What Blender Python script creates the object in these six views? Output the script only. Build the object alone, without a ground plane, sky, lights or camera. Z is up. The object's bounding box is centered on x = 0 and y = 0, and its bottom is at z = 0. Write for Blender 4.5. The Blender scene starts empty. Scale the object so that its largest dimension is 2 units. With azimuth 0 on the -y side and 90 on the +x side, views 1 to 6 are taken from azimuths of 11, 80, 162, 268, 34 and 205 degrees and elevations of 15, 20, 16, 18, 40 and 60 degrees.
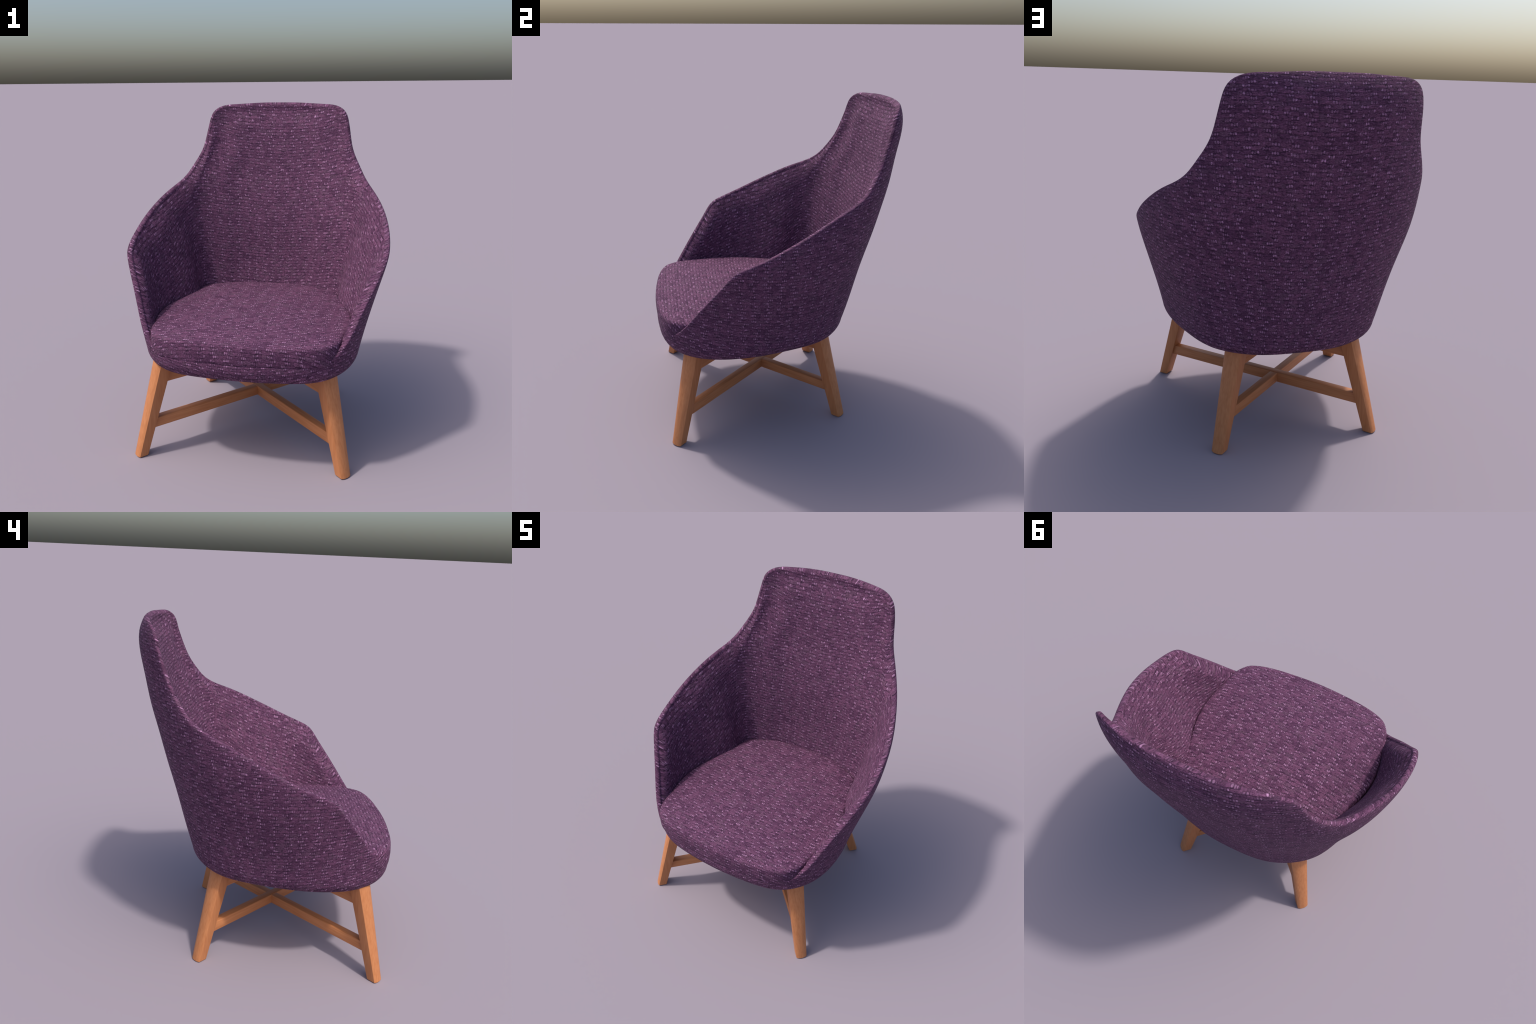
import bpy, math
import numpy as np

# ---------------------------------------------------------------- helpers
def periodic_spline(P):
    """Uniform periodic cubic spline through the rows of P (n, ..., d): second derivatives."""
    n = len(P)
    A = np.zeros((n, n))
    for i in range(n):
        A[i, i] = 4; A[i, (i - 1) % n] = 1; A[i, (i + 1) % n] = 1
    rhs = 6 * (np.roll(P, -1, 0) - 2 * P + np.roll(P, 1, 0))
    return np.linalg.solve(A, rhs.reshape(n, -1)).reshape(P.shape)

def natural_spline(t, Y, q):
    """Natural cubic spline through (t, Y) evaluated at q; Y may be (n, d)."""
    t = np.asarray(t, float); Y = np.asarray(Y, float); q = np.asarray(q, float)
    n = len(t); h = np.diff(t)
    A = np.eye(n); R = np.zeros(Y.shape)
    for i in range(1, n - 1):
        A[i, i - 1] = h[i - 1]; A[i, i] = 2 * (h[i - 1] + h[i]); A[i, i + 1] = h[i]
        R[i] = 6 * ((Y[i + 1] - Y[i]) / h[i] - (Y[i] - Y[i - 1]) / h[i - 1])
    M = np.linalg.solve(A, R.reshape(n, -1)).reshape(R.shape)
    i = np.clip(np.searchsorted(t, q) - 1, 0, n - 2)
    a = (t[i + 1] - q) / h[i]; b = 1 - a; hh = h[i]
    if Y.ndim > 1:
        sh = (-1,) + (1,) * (Y.ndim - 1)
        a, b, hh = a.reshape(sh), b.reshape(sh), hh.reshape(sh)
    return a * Y[i] + b * Y[i + 1] + ((a**3 - a) * M[i] + (b**3 - b) * M[i + 1]) * hh**2 / 6

def smooth(x):
    x = np.clip(x, 0, 1)
    return x * x * (3 - 2 * x)

# ---------------------------------------------------------------- bucket form
# Horizontal half sections of the outer surface: stations run from the middle of the back (0)
# round the corner and the side to the middle of the front (9). Rows: height, then x, y pairs.
SECTIONS = [
    (0.56, [(0, .440), (.215, .419), (.394, .329), (.504, .197), (.574, .010), (.615, -.225), (.598, -.48), (.455, -.675), (.24, -.743), (0, -.758)]),
    (0.62, [(0, .456), (.225, .435), (.406, .344), (.515, .209), (.584, .013), (.631, -.220), (.607, -.49), (.460, -.685), (.24, -.748), (0, -.762)]),
    (0.75, [(0, .493), (.230, .473), (.422, .379), (.541, .230), (.611, .028), (.667, -.220), (.627, -.50), (.490, -.695), (.24, -.750), (0, -.764)]),
    (1.00, [(0, .558), (.246, .537), (.450, .433), (.603, .266), (.698, .048), (.741, -.200), (.689, -.48), (.540, -.700), (.27, -.772), (0, -.792)]),
    (1.20, [(0, .612), (.264, .592), (.478, .487), (.651, .303), (.751, .063), (.788, -.160), (.756, -.43), (.580, -.680), (.29, -.780), (0, -.800)]),
    (1.40, [(0, .664), (.280, .643), (.496, .537), (.657, .360), (.746, .130), (.778, -.120), (.745, -.40), (.590, -.650), (.30, -.760), (0, -.800)]),
    (1.53, [(0, .699), (.282, .678), (.492, .571), (.635, .415), (.701, .185), (.743, -.060), (.722, -.35), (.580, -.620), (.30, -.740), (0, -.790)]),
    (1.70, [(0, .738), (.272, .714), (.465, .615), (.580, .486), (.648, .278), (.693, .020), (.690, -.28), (.560, -.580), (.30, -.720), (0, -.780)]),
    (1.85, [(0, .767), (.264, .742), (.456, .651), (.550, .527), (.608, .338), (.653, .080), (.650, -.22), (.540, -.540), (.30, -.700), (0, -.770)]),
    (1.94, [(0, .761), (.259, .737), (.452, .651), (.544, .531), (.600, .352), (.638, .100), (.635, -.20), (.530, -.520), (.30, -.690), (0, -.765)]),
    (2.00, [(0, .736), (.256, .715), (.448, .641), (.537, .527), (.592, .362), (.628, .120), (.620, -.18), (.520, -.500), (.30, -.680), (0, -.760)]),
]
SEC_Z = np.array([s[0] for s in SECTIONS])
SEC_P = np.array([s[1] + [(-x, y) for x, y in s[1][-2:0:-1]] for s in SECTIONS], float)   # (levels, 18, 2)
NST = SEC_P.shape[1]

def outer(theta, z):
    """Point on the outer surface at station theta (0..18) and height z."""
    theta = np.asarray(theta, float); z = np.asarray(z, float)
    sh = theta.shape; th = theta.ravel() % NST; zz = np.clip(z.ravel(), SEC_Z[0], SEC_Z[-1])
    ctrl = natural_spline(SEC_Z, SEC_P, zz)                       # (m, 18, 2)
    M = periodic_spline(np.moveaxis(ctrl, 1, 0))                  # (18, m, 2)
    i = np.floor(th).astype(int) % NST; j = (i + 1) % NST
    b = (th - np.floor(th))[:, None]; a = 1 - b; k = np.arange(len(th))
    xy = a * ctrl[k, i] + b * ctrl[k, j] + ((a**3 - a) * M[i, k] + (b**3 - b) * M[j, k]) / 6
    return np.concatenate([xy, z.reshape(-1, 1)], 1).reshape(sh + (3,))

def partials(theta, z, e=2e-3):
    dt = (outer(theta + e, z) - outer(theta - e, z)) / (2 * e)
    dz = (outer(theta, z + e) - outer(theta, z - e)) / (2 * e)
    return dt, dz

def normal(theta, z):
    dt, dz = partials(theta, np.clip(z, SEC_Z[0] + .003, SEC_Z[-1] - .003))
    n = np.cross(dz, dt)
    n /= np.linalg.norm(n, axis=-1, keepdims=True)
    c = outer(theta, z); out = np.stack([c[..., 0], c[..., 1] + .1, 0 * c[..., 0]], -1)
    return n * np.sign((n * out).sum(-1, keepdims=True))

# The rim of the bucket on the +x side, from the top of the headrest to the front lip.
RIM = [(0, .700, 2.006), (.15, .695, 2.004), (.30, .685, 1.995), (.416, .662, 1.977), (.467, .636, 1.938),
       (.485, .612, 1.870), (.502, .592, 1.795), (.530, .556, 1.690), (.569, .505, 1.605), (.613, .447, 1.530),
       (.675, .270, 1.441), (.723, .070, 1.345), (.760, -.160, 1.231), (.773, -.270, 1.184), (.772, -.320, 1.158), (.756, -.385, 1.085), (.714, -.488, .957),
       (.650, -.607, .803), (.583, -.668, .728), (.490, -.702, .682), (.25, -.745, .668), (0, -.760, .665)]

def to_surface(p):
    """Station of the point of the outer surface nearest to p in its own horizontal plane."""
    t = np.linspace(0, 9, 1801)
    q = outer(t, np.full_like(t, p[2]))
    return t[np.argmin(((q - p) ** 2).sum(1))]

rim_tz = np.array([(to_surface(np.array(p)), p[2]) for p in RIM])
rim_tz[0, 0], rim_tz[-1, 0] = 0, 9
chord = np.concatenate([[0], np.cumsum(np.linalg.norm(np.diff(np.array(RIM), axis=0), axis=1))])
# mirrored ends keep the rim level where it crosses the middle
ext_s = np.concatenate([-chord[2:0:-1], chord, 2 * chord[-1] - chord[-2:-4:-1]])
ext_v = np.concatenate([rim_tz[2:0:-1] * (-1, 1), rim_tz, rim_tz[-2:-4:-1] * (-1, 1) + (18, 0)])
HALF = 150
s = np.linspace(0, chord[-1], HALF + 1)
tz = natural_spline(ext_s, ext_v, s)
full = np.concatenate([tz, tz[-2:0:-1] * (-1, 1) + (NST, 0)])      # closed rim, 2*HALF columns
NC = len(full)
mirror_side = np.arange(NC) > HALF

# shell thickness: a crisp rim, then padding that swells on the inside of the back and the arms
def rim_thickness(theta, z):
    th = np.where(theta > 9, NST - theta, theta)
    return .034 - .008 * smooth((z - 1.40) / .35) + .020 * (1 - smooth((th - .9) / .9)) * smooth((z - 1.8) / .15)

def thickness(theta, z, depth):
    """depth: distance from the rim, measured down the shell."""
    th = np.where(theta > 9, NST - theta, theta)
    head = smooth((z - 1.40) / .35)
    back = 1 - smooth((th - 1.4 + .35 * head) / 1.0)
    arm = smooth((th - 2.42) / .80)
    pad_back = .076 + .028 * smooth((z - .85) / .40)
    pad_arm = .074 - .010 * head + .026 * np.exp(-((th - 3.55) / .70) ** 2) * (1 - smooth((z - 1.0) / .35))
    crease = .040 + .026 * smooth((z - .90) / .35) - .024 * head
    pad = crease + back * (pad_back - crease) + arm * (pad_arm - crease)
    t = np.clip(depth / (.18 + .03 * arm), 0, 1)
    r = rim_thickness(theta, z)
    return r + (pad - r) * (1 - (1 - t) ** 2)

rt, rz = full[:, 0], full[:, 1]
rim3 = outer(rt, rz)
tang = np.roll(rim3, -1, 0) - np.roll(rim3, 1, 0)
tang /= np.linalg.norm(tang, axis=1, keepdims=True)
nrm = normal(rt, rz)
up = np.cross(nrm, tang); up /= np.linalg.norm(up, axis=1, keepdims=True)
up *= np.sign(up[:, 2:3] + 1e-9)
# the up vector turns with the rim: keep it pointing away from the bucket's foot
foot = outer(rt, np.full(NC, .62))
up *= np.sign(((rim3 - foot) * up).sum(1, keepdims=True))
h_rim = rim_thickness(rt, rz)
ins = h_rim * .50
dt, dz = partials(rt, np.clip(rz, .57, 1.99))
step = -up * ins[:, None]
# solve the inset in the (theta, z) chart
it = np.empty(NC); iz = np.empty(NC)
for c in range(NC):
    J = np.stack([dt[c], dz[c]], 1)
    sol = np.linalg.lstsq(J, step[c], rcond=None)[0]
    it[c], iz[c] = rt[c] + sol[0], rz[c] + sol[1]
it[0] = 0; it[HALF] = 9

Z0 = .625
ROWS = 64
uni = np.arange(NC) / NC * NST
tb = .55 * it + .45 * np.interp(np.arange(NC), [0, HALF, NC], [0, 9, 18])
v = np.linspace(0, 1, ROWS + 1)[:, None]
grid_t = tb + (it - tb) * v ** .9
grid_z = Z0 + (iz - Z0) * v
OUT = outer(grid_t, grid_z)
NRM = normal(grid_t, grid_z)
seg = np.linalg.norm(np.diff(OUT, axis=0), axis=2)
DEPTH = np.concatenate([np.cumsum(seg[::-1], 0)[::-1], np.zeros((1, NC))])
H = thickness(grid_t, grid_z, DEPTH)
INN = OUT - NRM * H[..., None]

# half-round cap between the two skins
CAP = 9
ang = np.linspace(0, math.pi, CAP + 2)[1:-1]
mid = (OUT[-1] + INN[-1]) / 2; half = (OUT[-1] - INN[-1]) / 2
def cap_profile(a):
    """Across and up fractions of the rim: crisp on the outside, rolled softly over to the lining."""
    c, q = math.cos(a), math.sin(a)
    if c > 0:
        return c ** .7 * .62 + .38, q ** .7
    return .38 + 1.38 * c, 1 - (1 - q) ** 1.25
caps = np.stack([mid + half * cap_profile(a)[0] + up * (ins * cap_profile(a)[1])[:, None] for a in ang])

# rounded foot of the bucket, turning in to a flat underside
BOT = 10
b_rows = []
out2 = NRM[0] * (1, 1, 0); out2 /= np.linalg.norm(out2, axis=1, keepdims=True)
for k in range(1, BOT + 1):
    a = math.pi / 2 * k / BOT
    p = OUT[0] - out2 * (.105 * (1 - math.cos(a)) + .010 * math.sin(a)) - np.array([0, 0, .094 * math.sin(a)])
    b_rows.append(p)
b_rows = np.array(b_rows)[::-1]                                     # from underside up

# one closed skin: underside centre, foot, outer, cap, inner, floor centre
skin = np.concatenate([b_rows, OUT, caps, INN[::-1]])
NR = len(skin)
verts = np.concatenate([skin.reshape(-1, 3), [[0, -.15, b_rows[0, 0, 2]], [0, -.15, INN[0, 0, 2]]]])
faces = []
for r in range(NR - 1):
    for c in range(NC):
        d = (c + 1) % NC
        faces.append((r * NC + c, r * NC + d, (r + 1) * NC + d, (r + 1) * NC + c))
iu, il = NR * NC, NR * NC + 1
faces += [(iu, (c + 1) % NC, c) for c in range(NC)]
faces += [(il, (NR - 1) * NC + c, (NR - 1) * NC + (c + 1) % NC) for c in range(NC)]

# which named part each face belongs to
ARM_T, SEAT_Z = 2.75, .66
row_theta = np.concatenate([np.repeat(grid_t[:1], BOT, 0), grid_t, np.repeat(grid_t[-1:], CAP, 0), grid_t[::-1]])
row_v = np.concatenate([np.zeros(BOT), np.linspace(0, 1, ROWS + 1), np.ones(CAP), np.linspace(1, 0, ROWS + 1)])
def region(f):
    if max(f) >= iu:
        return "seat_base"
    r, c = divmod(f[0], NC)
    th = row_theta[r, c]
    if row_v[r] < .07 or rim_front[c]:
        return "seat_base"
    if min(th, NST - th) < ARM_T:
        return "backrest"
    return "armrest" if th < 9 else "armrest_other"
rim_front = np.minimum(rt, NST - rt) > 7.0

# ---------------------------------------------------------------- cushion
def cushion_mesh():
    base_t = np.linspace(0, NST, 192, endpoint=False)
    zc = np.full_like(base_t, .735)
    o = outer(base_t, zc); n = normal(base_t, zc); n[:, 2] = 0
    n /= np.linalg.norm(n, axis=1, keepdims=True)
    th = np.minimum(base_t, NST - base_t)
    gap = np.interp(th, [0, 1.6, 2.4, 3.3, 5, 6, 6.5, 7.0, 7.9], [.072, .064, .042, .084, .076, .066, .034, .007, -.002])
    ring = (o - n * gap[:, None])[:, :2]
    cen = np.array([0, -.16])
    n2 = n[:, :2]
    rows = []
    def row(inset, z, k=1.0):
        q = ring - n2 * inset
        if k < 1: q = cen + (q - cen) * k
        rows.append(np.concatenate([q, np.broadcast_to(np.asarray(z, float), (len(q),))[:, None]], 1))
    lo, hi, r = .661, .786, .022
    row(.05, lo + .002)
    for a in np.linspace(0, math.pi / 2, 5):
        row(.012 * (1 - math.sin(a)), lo + .012 * (1 - math.cos(a)))
    for f in (.25, .5, .75):
        row(-.003 * math.sin(math.pi * f), lo + .010 + (hi - r - lo - .010) * f)
    crown = .030
    edge = []
    for a in np.linspace(0, math.pi / 2 * .82, 8):
        row(r * (1 - math.cos(a)), hi - r + r * math.sin(a))
    inset0, z0 = r * (1 - math.cos(math.pi / 2 * .82)), hi - r + r * math.sin(math.pi / 2 * .82)
    for k in np.linspace(.97, .04, 28):
        row(inset0, z0 + crown * (1 - k ** 2.6), k)
    R = np.array(rows); nr, nc = R.shape[:2]
    # the seat falls a little towards the back
    tilt = lambda y, z: z + (-.006 - .004 * smooth((y + .65) / 1.0)) * np.clip((z - .70) / .08, 0, 1)
    R[..., 2] = tilt(R[..., 1], R[..., 2])
    vs = np.concatenate([R.reshape(-1, 3), [[cen[0], cen[1], lo + .002], [cen[0], cen[1], tilt(cen[1], z0 + crown)]]])
    fs = [(i * nc + c, i * nc + (c + 1) % nc, (i + 1) * nc + (c + 1) % nc, (i + 1) * nc + c) for i in range(nr - 1) for c in range(nc)]
    fs += [(nr * nc, (c + 1) % nc, c) for c in range(nc)]
    fs += [(nr * nc + 1, (nr - 1) * nc + c, (nr - 1) * nc + (c + 1) % nc) for c in range(nc)]
    return vs, fs

# ---------------------------------------------------------------- mesh building
def make_mesh(name, vs, fs, smooth_faces=True):
    me = bpy.data.meshes.new(name)
    me.from_pydata([tuple(map(float, p)) for p in vs], [], [tuple(map(int, f)) for f in fs])
    me.update()
    import bmesh
    bm = bmesh.new(); bm.from_mesh(me)
    bmesh.ops.recalc_face_normals(bm, faces=bm.faces)
    bm.to_mesh(me); bm.free()
    me.polygons.foreach_set("use_smooth", [smooth_faces] * len(me.polygons))
    return me

def add(name, me, mat, parent=None):
    ob = bpy.data.objects.new(name, me)
    bpy.context.scene.collection.objects.link(ob)
    if mat and not me.materials:
        me.materials.append(mat)
    ob.parent = parent
    return ob

# ---------------------------------------------------------------- materials
class Nodes:
    def __init__(self, name):
        self.mat = bpy.data.materials.new(name); self.mat.use_nodes = True
        self.t = self.mat.node_tree; self.t.nodes.clear()
    def new(self, kind, **kw):
        n = self.t.nodes.new(kind)
        for k, val in kw.items(): setattr(n, k, val)
        return n
    def link(self, a, b): self.t.links.new(a, b)
    def math(self, op, a, b=None, c=None):
        n = self.new("ShaderNodeMath", operation=op)
        for i, x in enumerate((a, b, c)):
            if x is None: continue
            if isinstance(x, (int, float)): n.inputs[i].default_value = x
            else: self.link(x, n.inputs[i])
        return n.outputs[0]
    def xyz(self, x, y, z=0.0):
        n = self.new("ShaderNodeCombineXYZ")
        for i, q in enumerate((x, y, z)):
            if isinstance(q, (int, float)): n.inputs[i].default_value = q
            else: self.link(q, n.inputs[i])
        return n.outputs[0]
    def noise(self, vec, scale, detail=2, rough=.5):
        n = self.new("ShaderNodeTexNoise"); n.inputs["Scale"].default_value = scale
        n.inputs["Detail"].default_value = detail; n.inputs["Roughness"].default_value = rough
        self.link(vec, n.inputs["Vector"]); return n
    def white(self, vec):
        n = self.new("ShaderNodeTexWhiteNoise", noise_dimensions="3D"); self.link(vec, n.inputs["Vector"]); return n
    def mix(self, fac, a, b, blend="MIX"):
        n = self.new("ShaderNodeMix", data_type="RGBA", blend_type=blend)
        if isinstance(fac, (int, float)): n.inputs[0].default_value = fac
        else: self.link(fac, n.inputs[0])
        for i, q in ((6, a), (7, b)):
            if isinstance(q, tuple): n.inputs[i].default_value = q
            else: self.link(q, n.inputs[i])
        return n.outputs[2]

def srgb(r, g, b):
    f = lambda c: (c / 255 / 12.92) if c / 255 <= .04045 else ((c / 255 + .055) / 1.055) ** 2.4
    return (f(r), f(g), f(b), 1)

def fabric(name, mapping, unit=(.072, .0205), slope=0.0):
    """Slubby basket weave: each pick carries a pair of bright knots and then a long dark float."""
    N = Nodes(name)
    co = N.new("ShaderNodeTexCoord").outputs["Object"]
    sep = N.new("ShaderNodeSeparateXYZ"); N.link(co, sep.inputs[0])
    x, y, z = sep.outputs
    if mapping == "wrap":                       # round the bucket, and over its rim
        yc = N.math("ADD", y, .10)
        u = N.math("MULTIPLY", N.math("ARCTAN2", x, yc), .70)
        rad = N.math("SQRT", N.math("ADD", N.math("MULTIPLY", x, x), N.math("MULTIPLY", yc, yc)))
        w = N.math("MULTIPLY", N.math("SUBTRACT", z, N.math("MULTIPLY", rad, .6)), 1.16)
        if slope:                               # inside the arms the rows run down towards the front
            w = N.math("ADD", w, N.math("MULTIPLY", N.math("MAXIMUM", N.math("SUBTRACT", N.math("ABSOLUTE", u), .62), 0), slope))
    else:                                       # cushion: flat on top, rolled over the front edge
        u = x
        w = N.math("ADD", y, z)
    # yarns wander a little
    uv0 = N.xyz(u, w)
    wob = N.noise(uv0, 34, 3); ws = N.new("ShaderNodeSeparateColor"); N.link(wob.outputs["Color"], ws.inputs[0])
    u = N.math("ADD", u, N.math("MULTIPLY", N.math("SUBTRACT", ws.outputs[0], .5), .016))
    w = N.math("ADD", w, N.math("MULTIPLY", N.math("SUBTRACT", ws.outputs[1], .5), .010))
    row = N.math("DIVIDE", w, unit[1])
    ri = N.math("FLOOR", row); rf = N.math("FRACT", row)
    rrow = N.white(N.xyz(ri, 5.0, 1.0))
    shift = N.math("ADD", N.math("MULTIPLY", N.math("MODULO", N.math("ADD", ri, 1000), 2), .31), N.math("MULTIPLY", ri, .012))
    shift = N.math("ADD", shift, N.math("MULTIPLY", rrow.outputs["Value"], .22))
    col = N.math("SUBTRACT", N.math("DIVIDE", u, unit[0]), shift)
    ci = N.math("FLOOR", col); cf = N.math("FRACT", col)
    # three small knots at the head of each unit, then a long float
    KN = .42
    kc = N.math("MULTIPLY", cf, 3 / KN)
    kid = N.math("FLOOR", kc)
    in_knot = N.math("LESS_THAN", cf, KN)
    rk = N.white(N.xyz(N.math("ADD", N.math("MULTIPLY", ci, 7), kid), ri, 3.0))
    kx = N.math("DIVIDE", N.math("SUBTRACT", N.math("FRACT", kc), .5), .46)
    ky = N.math("DIVIDE", N.math("SUBTRACT", rf, N.math("ADD", .42, N.math("MULTIPLY", rk.outputs["Value"], .2))), .38)
    kd = N.math("ADD", N.math("POWER", N.math("ABSOLUTE", kx), 2.2), N.math("POWER", N.math("ABSOLUTE", ky), 2.2))
    knot = N.math("MULTIPLY", N.math("SUBTRACT", 1, N.math("MINIMUM", kd, 1)), in_knot)
    # ground: plump floats, one to each unit, with dark interstices
    fl = N.math("DIVIDE", N.math("SUBTRACT", cf, KN * .8), 1 - KN * .8)
    rj = N.white(N.xyz(ci, ri, 21.0))
    two = N.math("LESS_THAN", rj.outputs["Value"], .45)             # some floats are tied down halfway
    fl2 = N.math("MULTIPLY", fl, N.math("ADD", 1, two))
    fi = N.math("ADD", N.math("MULTIPLY", ci, 2), N.math("FLOOR", fl2))
    fx = N.math("SUBTRACT", N.math("MULTIPLY", N.math("FRACT", fl2), 2), 1)
    rf_ = N.white(N.xyz(fi, ri, 9.0))
    py = N.math("SUBTRACT", N.math("MULTIPLY", N.math("SUBTRACT", rf, N.math("MULTIPLY", N.math("SUBTRACT", rf_.outputs["Value"], .5), .25)), 2), 1)
    fd = N.math("ADD", N.math("MULTIPLY", N.math("POWER", N.math("ABSOLUTE", fx), 4), .55), N.math("MULTIPLY", N.math("POWER", N.math("ABSOLUTE", py), 4), .6))
    flt = N.math("SUBTRACT", 1, N.math("MINIMUM", fd, 1))
    # fibre streaks along the yarn, and fluff
    fib = N.noise(N.xyz(N.math("MULTIPLY", u, 55), N.math("MULTIPLY", w, 210)), 1, 3, .7)
    grain = N.noise(N.xyz(N.math("MULTIPLY", u, 150), N.math("MULTIPLY", w, 210), N.math("MULTIPLY", z, 20)), 1, 2)
    # loose lattice of paler knots, most of them dim
    kvis = N.math("MULTIPLY", N.math("POWER", knot, .7), N.math("ADD", .30, N.math("MULTIPLY", rk.outputs["Value"], .55)))
    ring = N.math("MULTIPLY", in_knot, N.math("SUBTRACT", 1, N.math("POWER", knot, .5)))
    body = N.math("MAXIMUM", N.math("MULTIPLY", flt, N.math("SUBTRACT", 1, N.math("MULTIPLY", ring, .95))), knot)
    float_col = N.mix(rf_.outputs["Value"], srgb(*FLOAT_A), srgb(*FLOAT_B))
    float_col = N.mix(N.math("MULTIPLY", N.math("GREATER_THAN", N.white(N.xyz(fi, ri, 31.0)).outputs["Value"], .86), .35), float_col, srgb(*GREY_YARN))
    knot_col = N.mix(rk.outputs["Value"], srgb(*KNOT_A), srgb(*KNOT_B))
    colr = N.mix(kvis, float_col, knot_col)
    def ranged(q, lo, hi, a=.3, b=.7):
        n = N.new("ShaderNodeMapRange"); N.link(q, n.inputs[0])
        for i, val in enumerate((a, b, lo, hi)): n.inputs[i + 1].default_value = val
        return n.outputs[0]
    tone = N.math("MULTIPLY", ranged(fib.outputs["Fac"], .48, 1.50), ranged(grain.outputs["Fac"], .62, 1.38))
    tn = N.new("ShaderNodeCombineColor")
    for i in range(3): N.link(tone, tn.inputs[i])
    colr = N.mix(1.0, colr, tn.outputs[0], "MULTIPLY")
    patch = N.noise(N.xyz(N.math("MULTIPLY", u, 34), N.math("MULTIPLY", w, 75)), 1, 2)
    gapness = N.math("MULTIPLY", ranged(body, 1, 0, 0, .55), ranged(patch.outputs["Fac"], .15, 1, .35, .62))
    colr = N.mix(gapness, colr, srgb(*GAP))
    # stray dark nicks and pale slubs between the picks
    nick = N.noise(N.xyz(N.math("MULTIPLY", u, 62), N.math("MULTIPLY", w, 150), 4.0), 1, 2, .6)
    colr = N.mix(ranged(nick.outputs["Fac"], 0, .9, .56, .66), colr, srgb(*GAP))
    slub = N.noise(N.xyz(N.math("MULTIPLY", u, 75), N.math("MULTIPLY", w, 170), 11.0), 1, 2, .6)
    colr = N.mix(ranged(slub.outputs["Fac"], 0, .45, .56, .68), colr, srgb(*KNOT_A))
    bs = N.new("ShaderNodeBsdfPrincipled")
    N.link(colr, bs.inputs["Base Color"])
    bs.inputs["Roughness"].default_value = .85
    bs.inputs["Specular IOR Level"].default_value = .25
    hgt = N.math("ADD", N.math("MULTIPLY", body, .55), N.math("MULTIPLY", fib.outputs["Fac"], .6))
    bp = N.new("ShaderNodeBump"); bp.inputs["Strength"].default_value = .6; bp.inputs["Distance"].default_value = .004
    N.link(hgt, bp.inputs["Height"]); N.link(bp.outputs[0], bs.inputs["Normal"])
    out = N.new("ShaderNodeOutputMaterial"); N.link(bs.outputs[0], out.inputs[0])
    return N.mat

FLOAT_A, FLOAT_B = (80, 47, 74), (107, 68, 96)
GREY_YARN = (98, 74, 92)
KNOT_A, KNOT_B = (118, 81, 112), (174, 131, 166)
GAP = (50, 25, 49)

def wood(name, along, stretch=(1, 1, 1)):
    """Oiled beech or oak; fine grain drawn out along the piece's own long axis."""
    N = Nodes(name)
    co = N.new("ShaderNodeTexCoord").outputs["Object"]
    mp = N.new("ShaderNodeMapping"); N.link(co, mp.inputs["Vector"])
    mp.inputs["Scale"].default_value = tuple(6 if i == along else 90 for i in range(3))
    info = N.new("ShaderNodeObjectInfo")
    mv = N.new("ShaderNodeVectorMath", operation="ADD")
    N.link(mp.outputs[0], mv.inputs[0])
    N.link(N.xyz(N.math("MULTIPLY", info.outputs["Random"], 37), 0, 0), mv.inputs[1])
    g1 = N.noise(mv.outputs[0], 1, 4, .6)
    mp2 = N.new("ShaderNodeMapping"); N.link(co, mp2.inputs["Vector"])
    mp2.inputs["Scale"].default_value = tuple(1.2 if i == along else 14 for i in range(3))
    g2 = N.noise(mp2.outputs[0], 1, 2)
    ramp = N.new("ShaderNodeValToRGB"); N.link(g1.outputs["Fac"], ramp.inputs[0])
    e = ramp.color_ramp.elements
    e[0].position, e[0].color = .30, srgb(180, 113, 68)
    e[1].position, e[1].color = .70, srgb(200, 134, 88)
    m = e.new(.5); m.color = srgb(191, 125, 80)
    col = N.mix(N.math("MULTIPLY", g2.outputs["Fac"], .35), ramp.outputs[0], srgb(184, 116, 70))
    bs = N.new("ShaderNodeBsdfPrincipled"); N.link(col, bs.inputs["Base Color"])
    bs.inputs["Roughness"].default_value = .5; bs.inputs["Specular IOR Level"].default_value = .35
    bp = N.new("ShaderNodeBump"); bp.inputs["Strength"].default_value = .12; bp.inputs["Distance"].default_value = .002
    N.link(g1.outputs["Fac"], bp.inputs["Height"]); N.link(bp.outputs[0], bs.inputs["Normal"])
    out = N.new("ShaderNodeOutputMaterial"); N.link(bs.outputs[0], out.inputs[0])
    return N.mat

mat_shell = fabric("woven_fabric", "wrap")
mat_inner = fabric("woven_lining_fabric", "wrap", slope=.45)
mat_cushion = fabric("woven_cushion_fabric", "flat", unit=(.078, .0225))
mat_leg = wood("oiled_wood_upright", 2)
mat_bar = wood("oiled_wood_bar", 0)

# ---------------------------------------------------------------- assemble
root = bpy.data.objects.new("armchair", None)
bpy.context.scene.collection.objects.link(root)
root["label"] = "high backed purple tweed tub armchair on splayed wooden legs"
root["category"] = "armchair"

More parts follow.
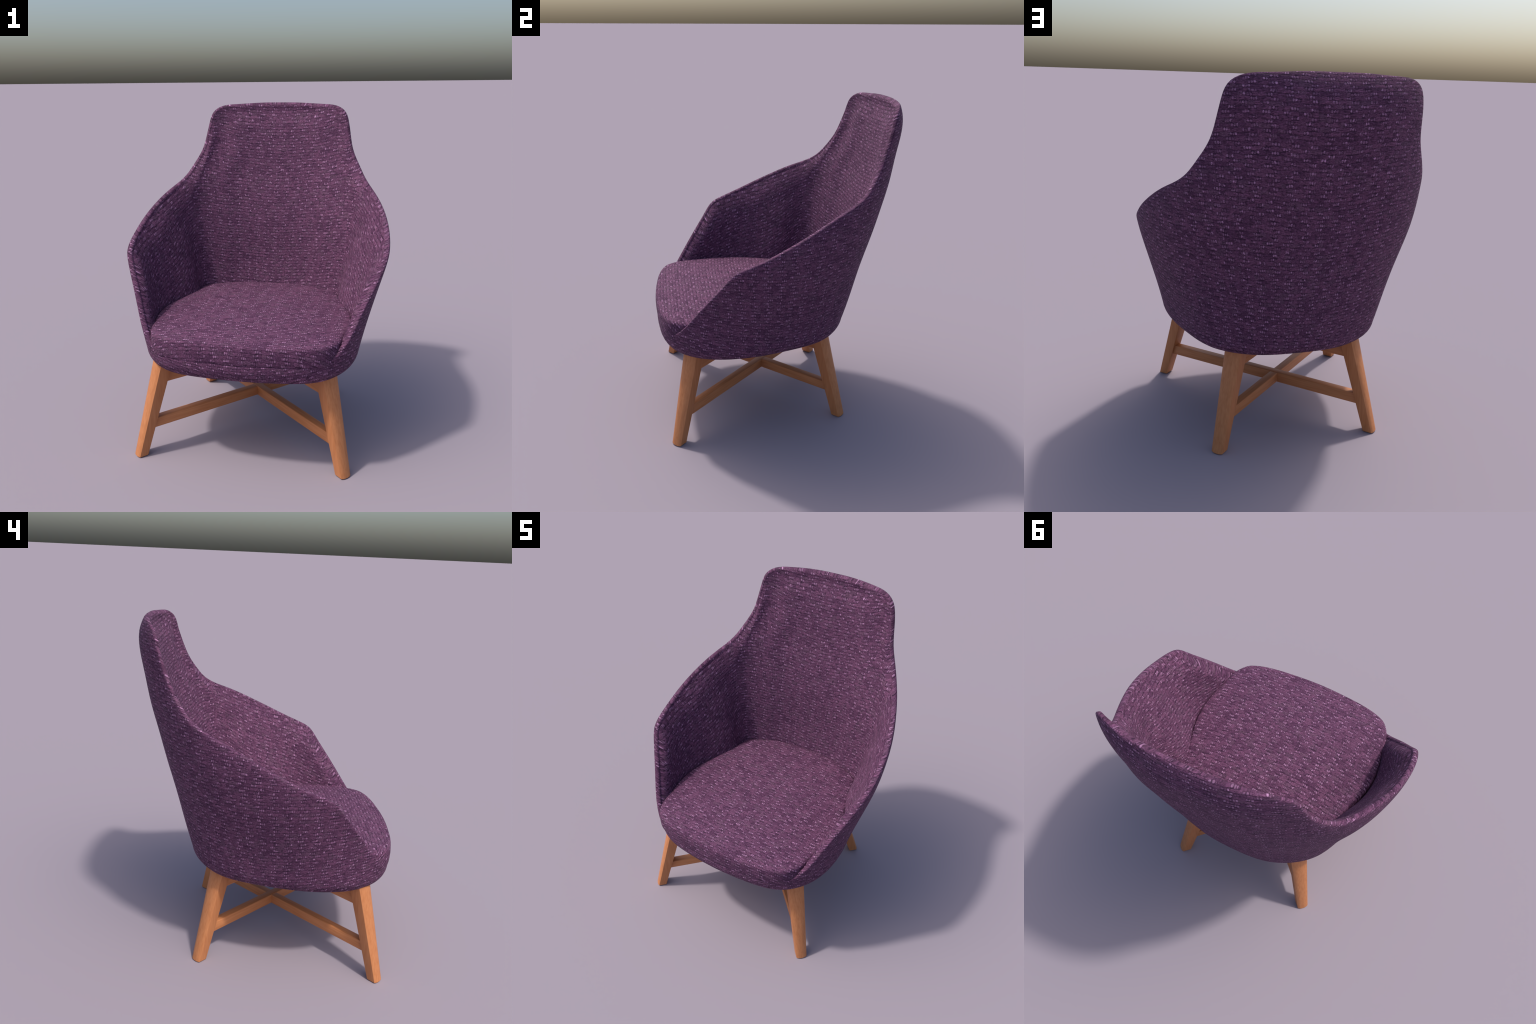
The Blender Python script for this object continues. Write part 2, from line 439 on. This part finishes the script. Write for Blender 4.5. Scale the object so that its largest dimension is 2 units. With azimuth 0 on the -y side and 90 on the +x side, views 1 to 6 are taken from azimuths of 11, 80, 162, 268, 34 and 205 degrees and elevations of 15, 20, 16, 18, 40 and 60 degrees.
whole = make_mesh("bucket", verts, faces)
vn = np.empty(len(verts) * 3); whole.vertex_normals.foreach_get("vector", vn); vn = vn.reshape(-1, 3)
polys = [tuple(p.vertices) for p in whole.polygons]
groups = {}
for f0, f in zip(faces, polys):
    groups.setdefault(region(f0), []).append((f, max(f0) < iu and f0[0] // NC >= BOT + ROWS + CAP))
bpy.data.meshes.remove(whole)
for key in ("backrest", "armrest", "armrest_other", "seat_base"):
    fs = groups[key]
    inside = [int(q) for _, q in fs]; fs = [f for f, _ in fs]
    used = sorted({i for f in fs for i in f}); remap = {o: i for i, o in enumerate(used)}
    nm = "armrest" if key == "armrest_other" else key
    me = bpy.data.meshes.new(nm)
    me.from_pydata([tuple(verts[i]) for i in used], [], [tuple(remap[i] for i in f) for f in fs])
    me.update()
    me.polygons.foreach_set("use_smooth", [True] * len(me.polygons))
    me.normals_split_custom_set_from_vertices([tuple(vn[i]) for i in used])
    me.materials.append(mat_shell); me.materials.append(mat_inner)
    me.polygons.foreach_set("material_index", inside)
    add(nm, me, None, root)

cv, cf_ = cushion_mesh()
add("seat_cushion", make_mesh("seat_cushion", cv, cf_), mat_cushion, root)

# ---- wooden underframe: legs lean in at 45 degrees in plan, D shaped section with the round side out
FX = -.015
LEAN = -.209
def leg_mesh():
    """Local frame: x points outwards along the diagonal, y across, z up; foot centre at the origin."""
    levels = np.concatenate([[0, .004], np.linspace(.02, .57, 12)])
    rows = []
    for z in levels:
        k = z / .57
        wid = .068 + .036 * k; dep = .064 + .026 * k
        if z == 0: wid -= .006; dep -= .006
        hw, r = wid / 2, .004
        prof = []
        xo = dep / 2; xi = -dep / 2
        bulge = .15 * wid
        for a in np.linspace(-1, 1, 13):                       # rounded outer side
            prof.append((xo - bulge * (abs(a) ** 2.8), hw * a))
        for yy, s0 in ((hw, 1), (-hw, -1)):
            cs = [(xi + r, yy), (xi + r * .3, yy - s0 * r * .3), (xi, yy - s0 * r)]
            prof += cs if s0 > 0 else cs[::-1]
        off = LEAN * math.sqrt(2) * z
        rows.append([(px + off, py_, z) for px, py_ in prof])
    R = np.array(rows); nr, nc = R.shape[:2]
    fs = [(i * nc + c, i * nc + (c + 1) % nc, (i + 1) * nc + (c + 1) % nc, (i + 1) * nc + c) for i in range(nr - 1) for c in range(nc)]
    fs += [tuple(range(nc))[::-1], tuple((nr - 1) * nc + c for c in range(nc))]
    me = make_mesh("leg", R.reshape(-1, 3), fs)
    return me

def sharpen(me, deg=35):
    import bmesh
    bm = bmesh.new(); bm.from_mesh(me)
    for e in bm.edges:
        if len(e.link_faces) == 2 and e.calc_face_angle() > math.radians(deg): e.smooth = False
    bm.to_mesh(me); bm.free()

leg_me = leg_mesh(); sharpen(leg_me); leg_me.materials.append(mat_leg)
FEET = [(.600, -.668), (-.600, -.668), (-.448, .380), (.448, .380)]
for fx, fy in FEET:
    ob = bpy.data.objects.new("leg", leg_me)
    bpy.context.scene.collection.objects.link(ob)
    ob.location = (fx + FX, fy, 0)
    ob.rotation_euler = (0, 0, math.atan2(math.copysign(1, fy), math.copysign(1, fx)))
    ob.parent = root

def bar_mesh(name, length, width, height, r=.004):
    import bmesh
    bm = bmesh.new(); bmesh.ops.create_cube(bm, size=1)
    for q in bm.verts: q.co = (q.co.x * length, q.co.y * width, q.co.z * height)
    bmesh.ops.bevel(bm, geom=[e for e in bm.edges], offset=r, segments=2, affect="EDGES", profile=.5)
    me = bpy.data.meshes.new(name); bm.to_mesh(me); bm.free()
    me.polygons.foreach_set("use_smooth", [True] * len(me.polygons)); sharpen(me, 50)
    me.materials.append(mat_bar)
    return me

def crossing(name, z, height, width, inset):
    """Two bars halved over each other between diagonally opposite legs."""
    for sx in (1, -1):
        a = np.array([sx * .600 + FX, -.668]); b = np.array([-sx * .448 + FX, .380])
        lean = LEAN * z
        a = a + np.array([sx, -1]) * lean; b = b + np.array([-sx, 1]) * lean
        d = b - a; L = np.linalg.norm(d)
        me = bar_mesh(name, L - inset, width, height if sx > 0 else height - .003)
        ob = bpy.data.objects.new(name, me); bpy.context.scene.collection.objects.link(ob)
        m = (a + b) / 2
        ob.location = (m[0], m[1], z); ob.rotation_euler = (0, 0, math.atan2(d[1], d[0])); ob.parent = root

crossing("stretcher", .190, .062, .050, .02)
crossing("seat_rail", .470, .075, .046, .02)
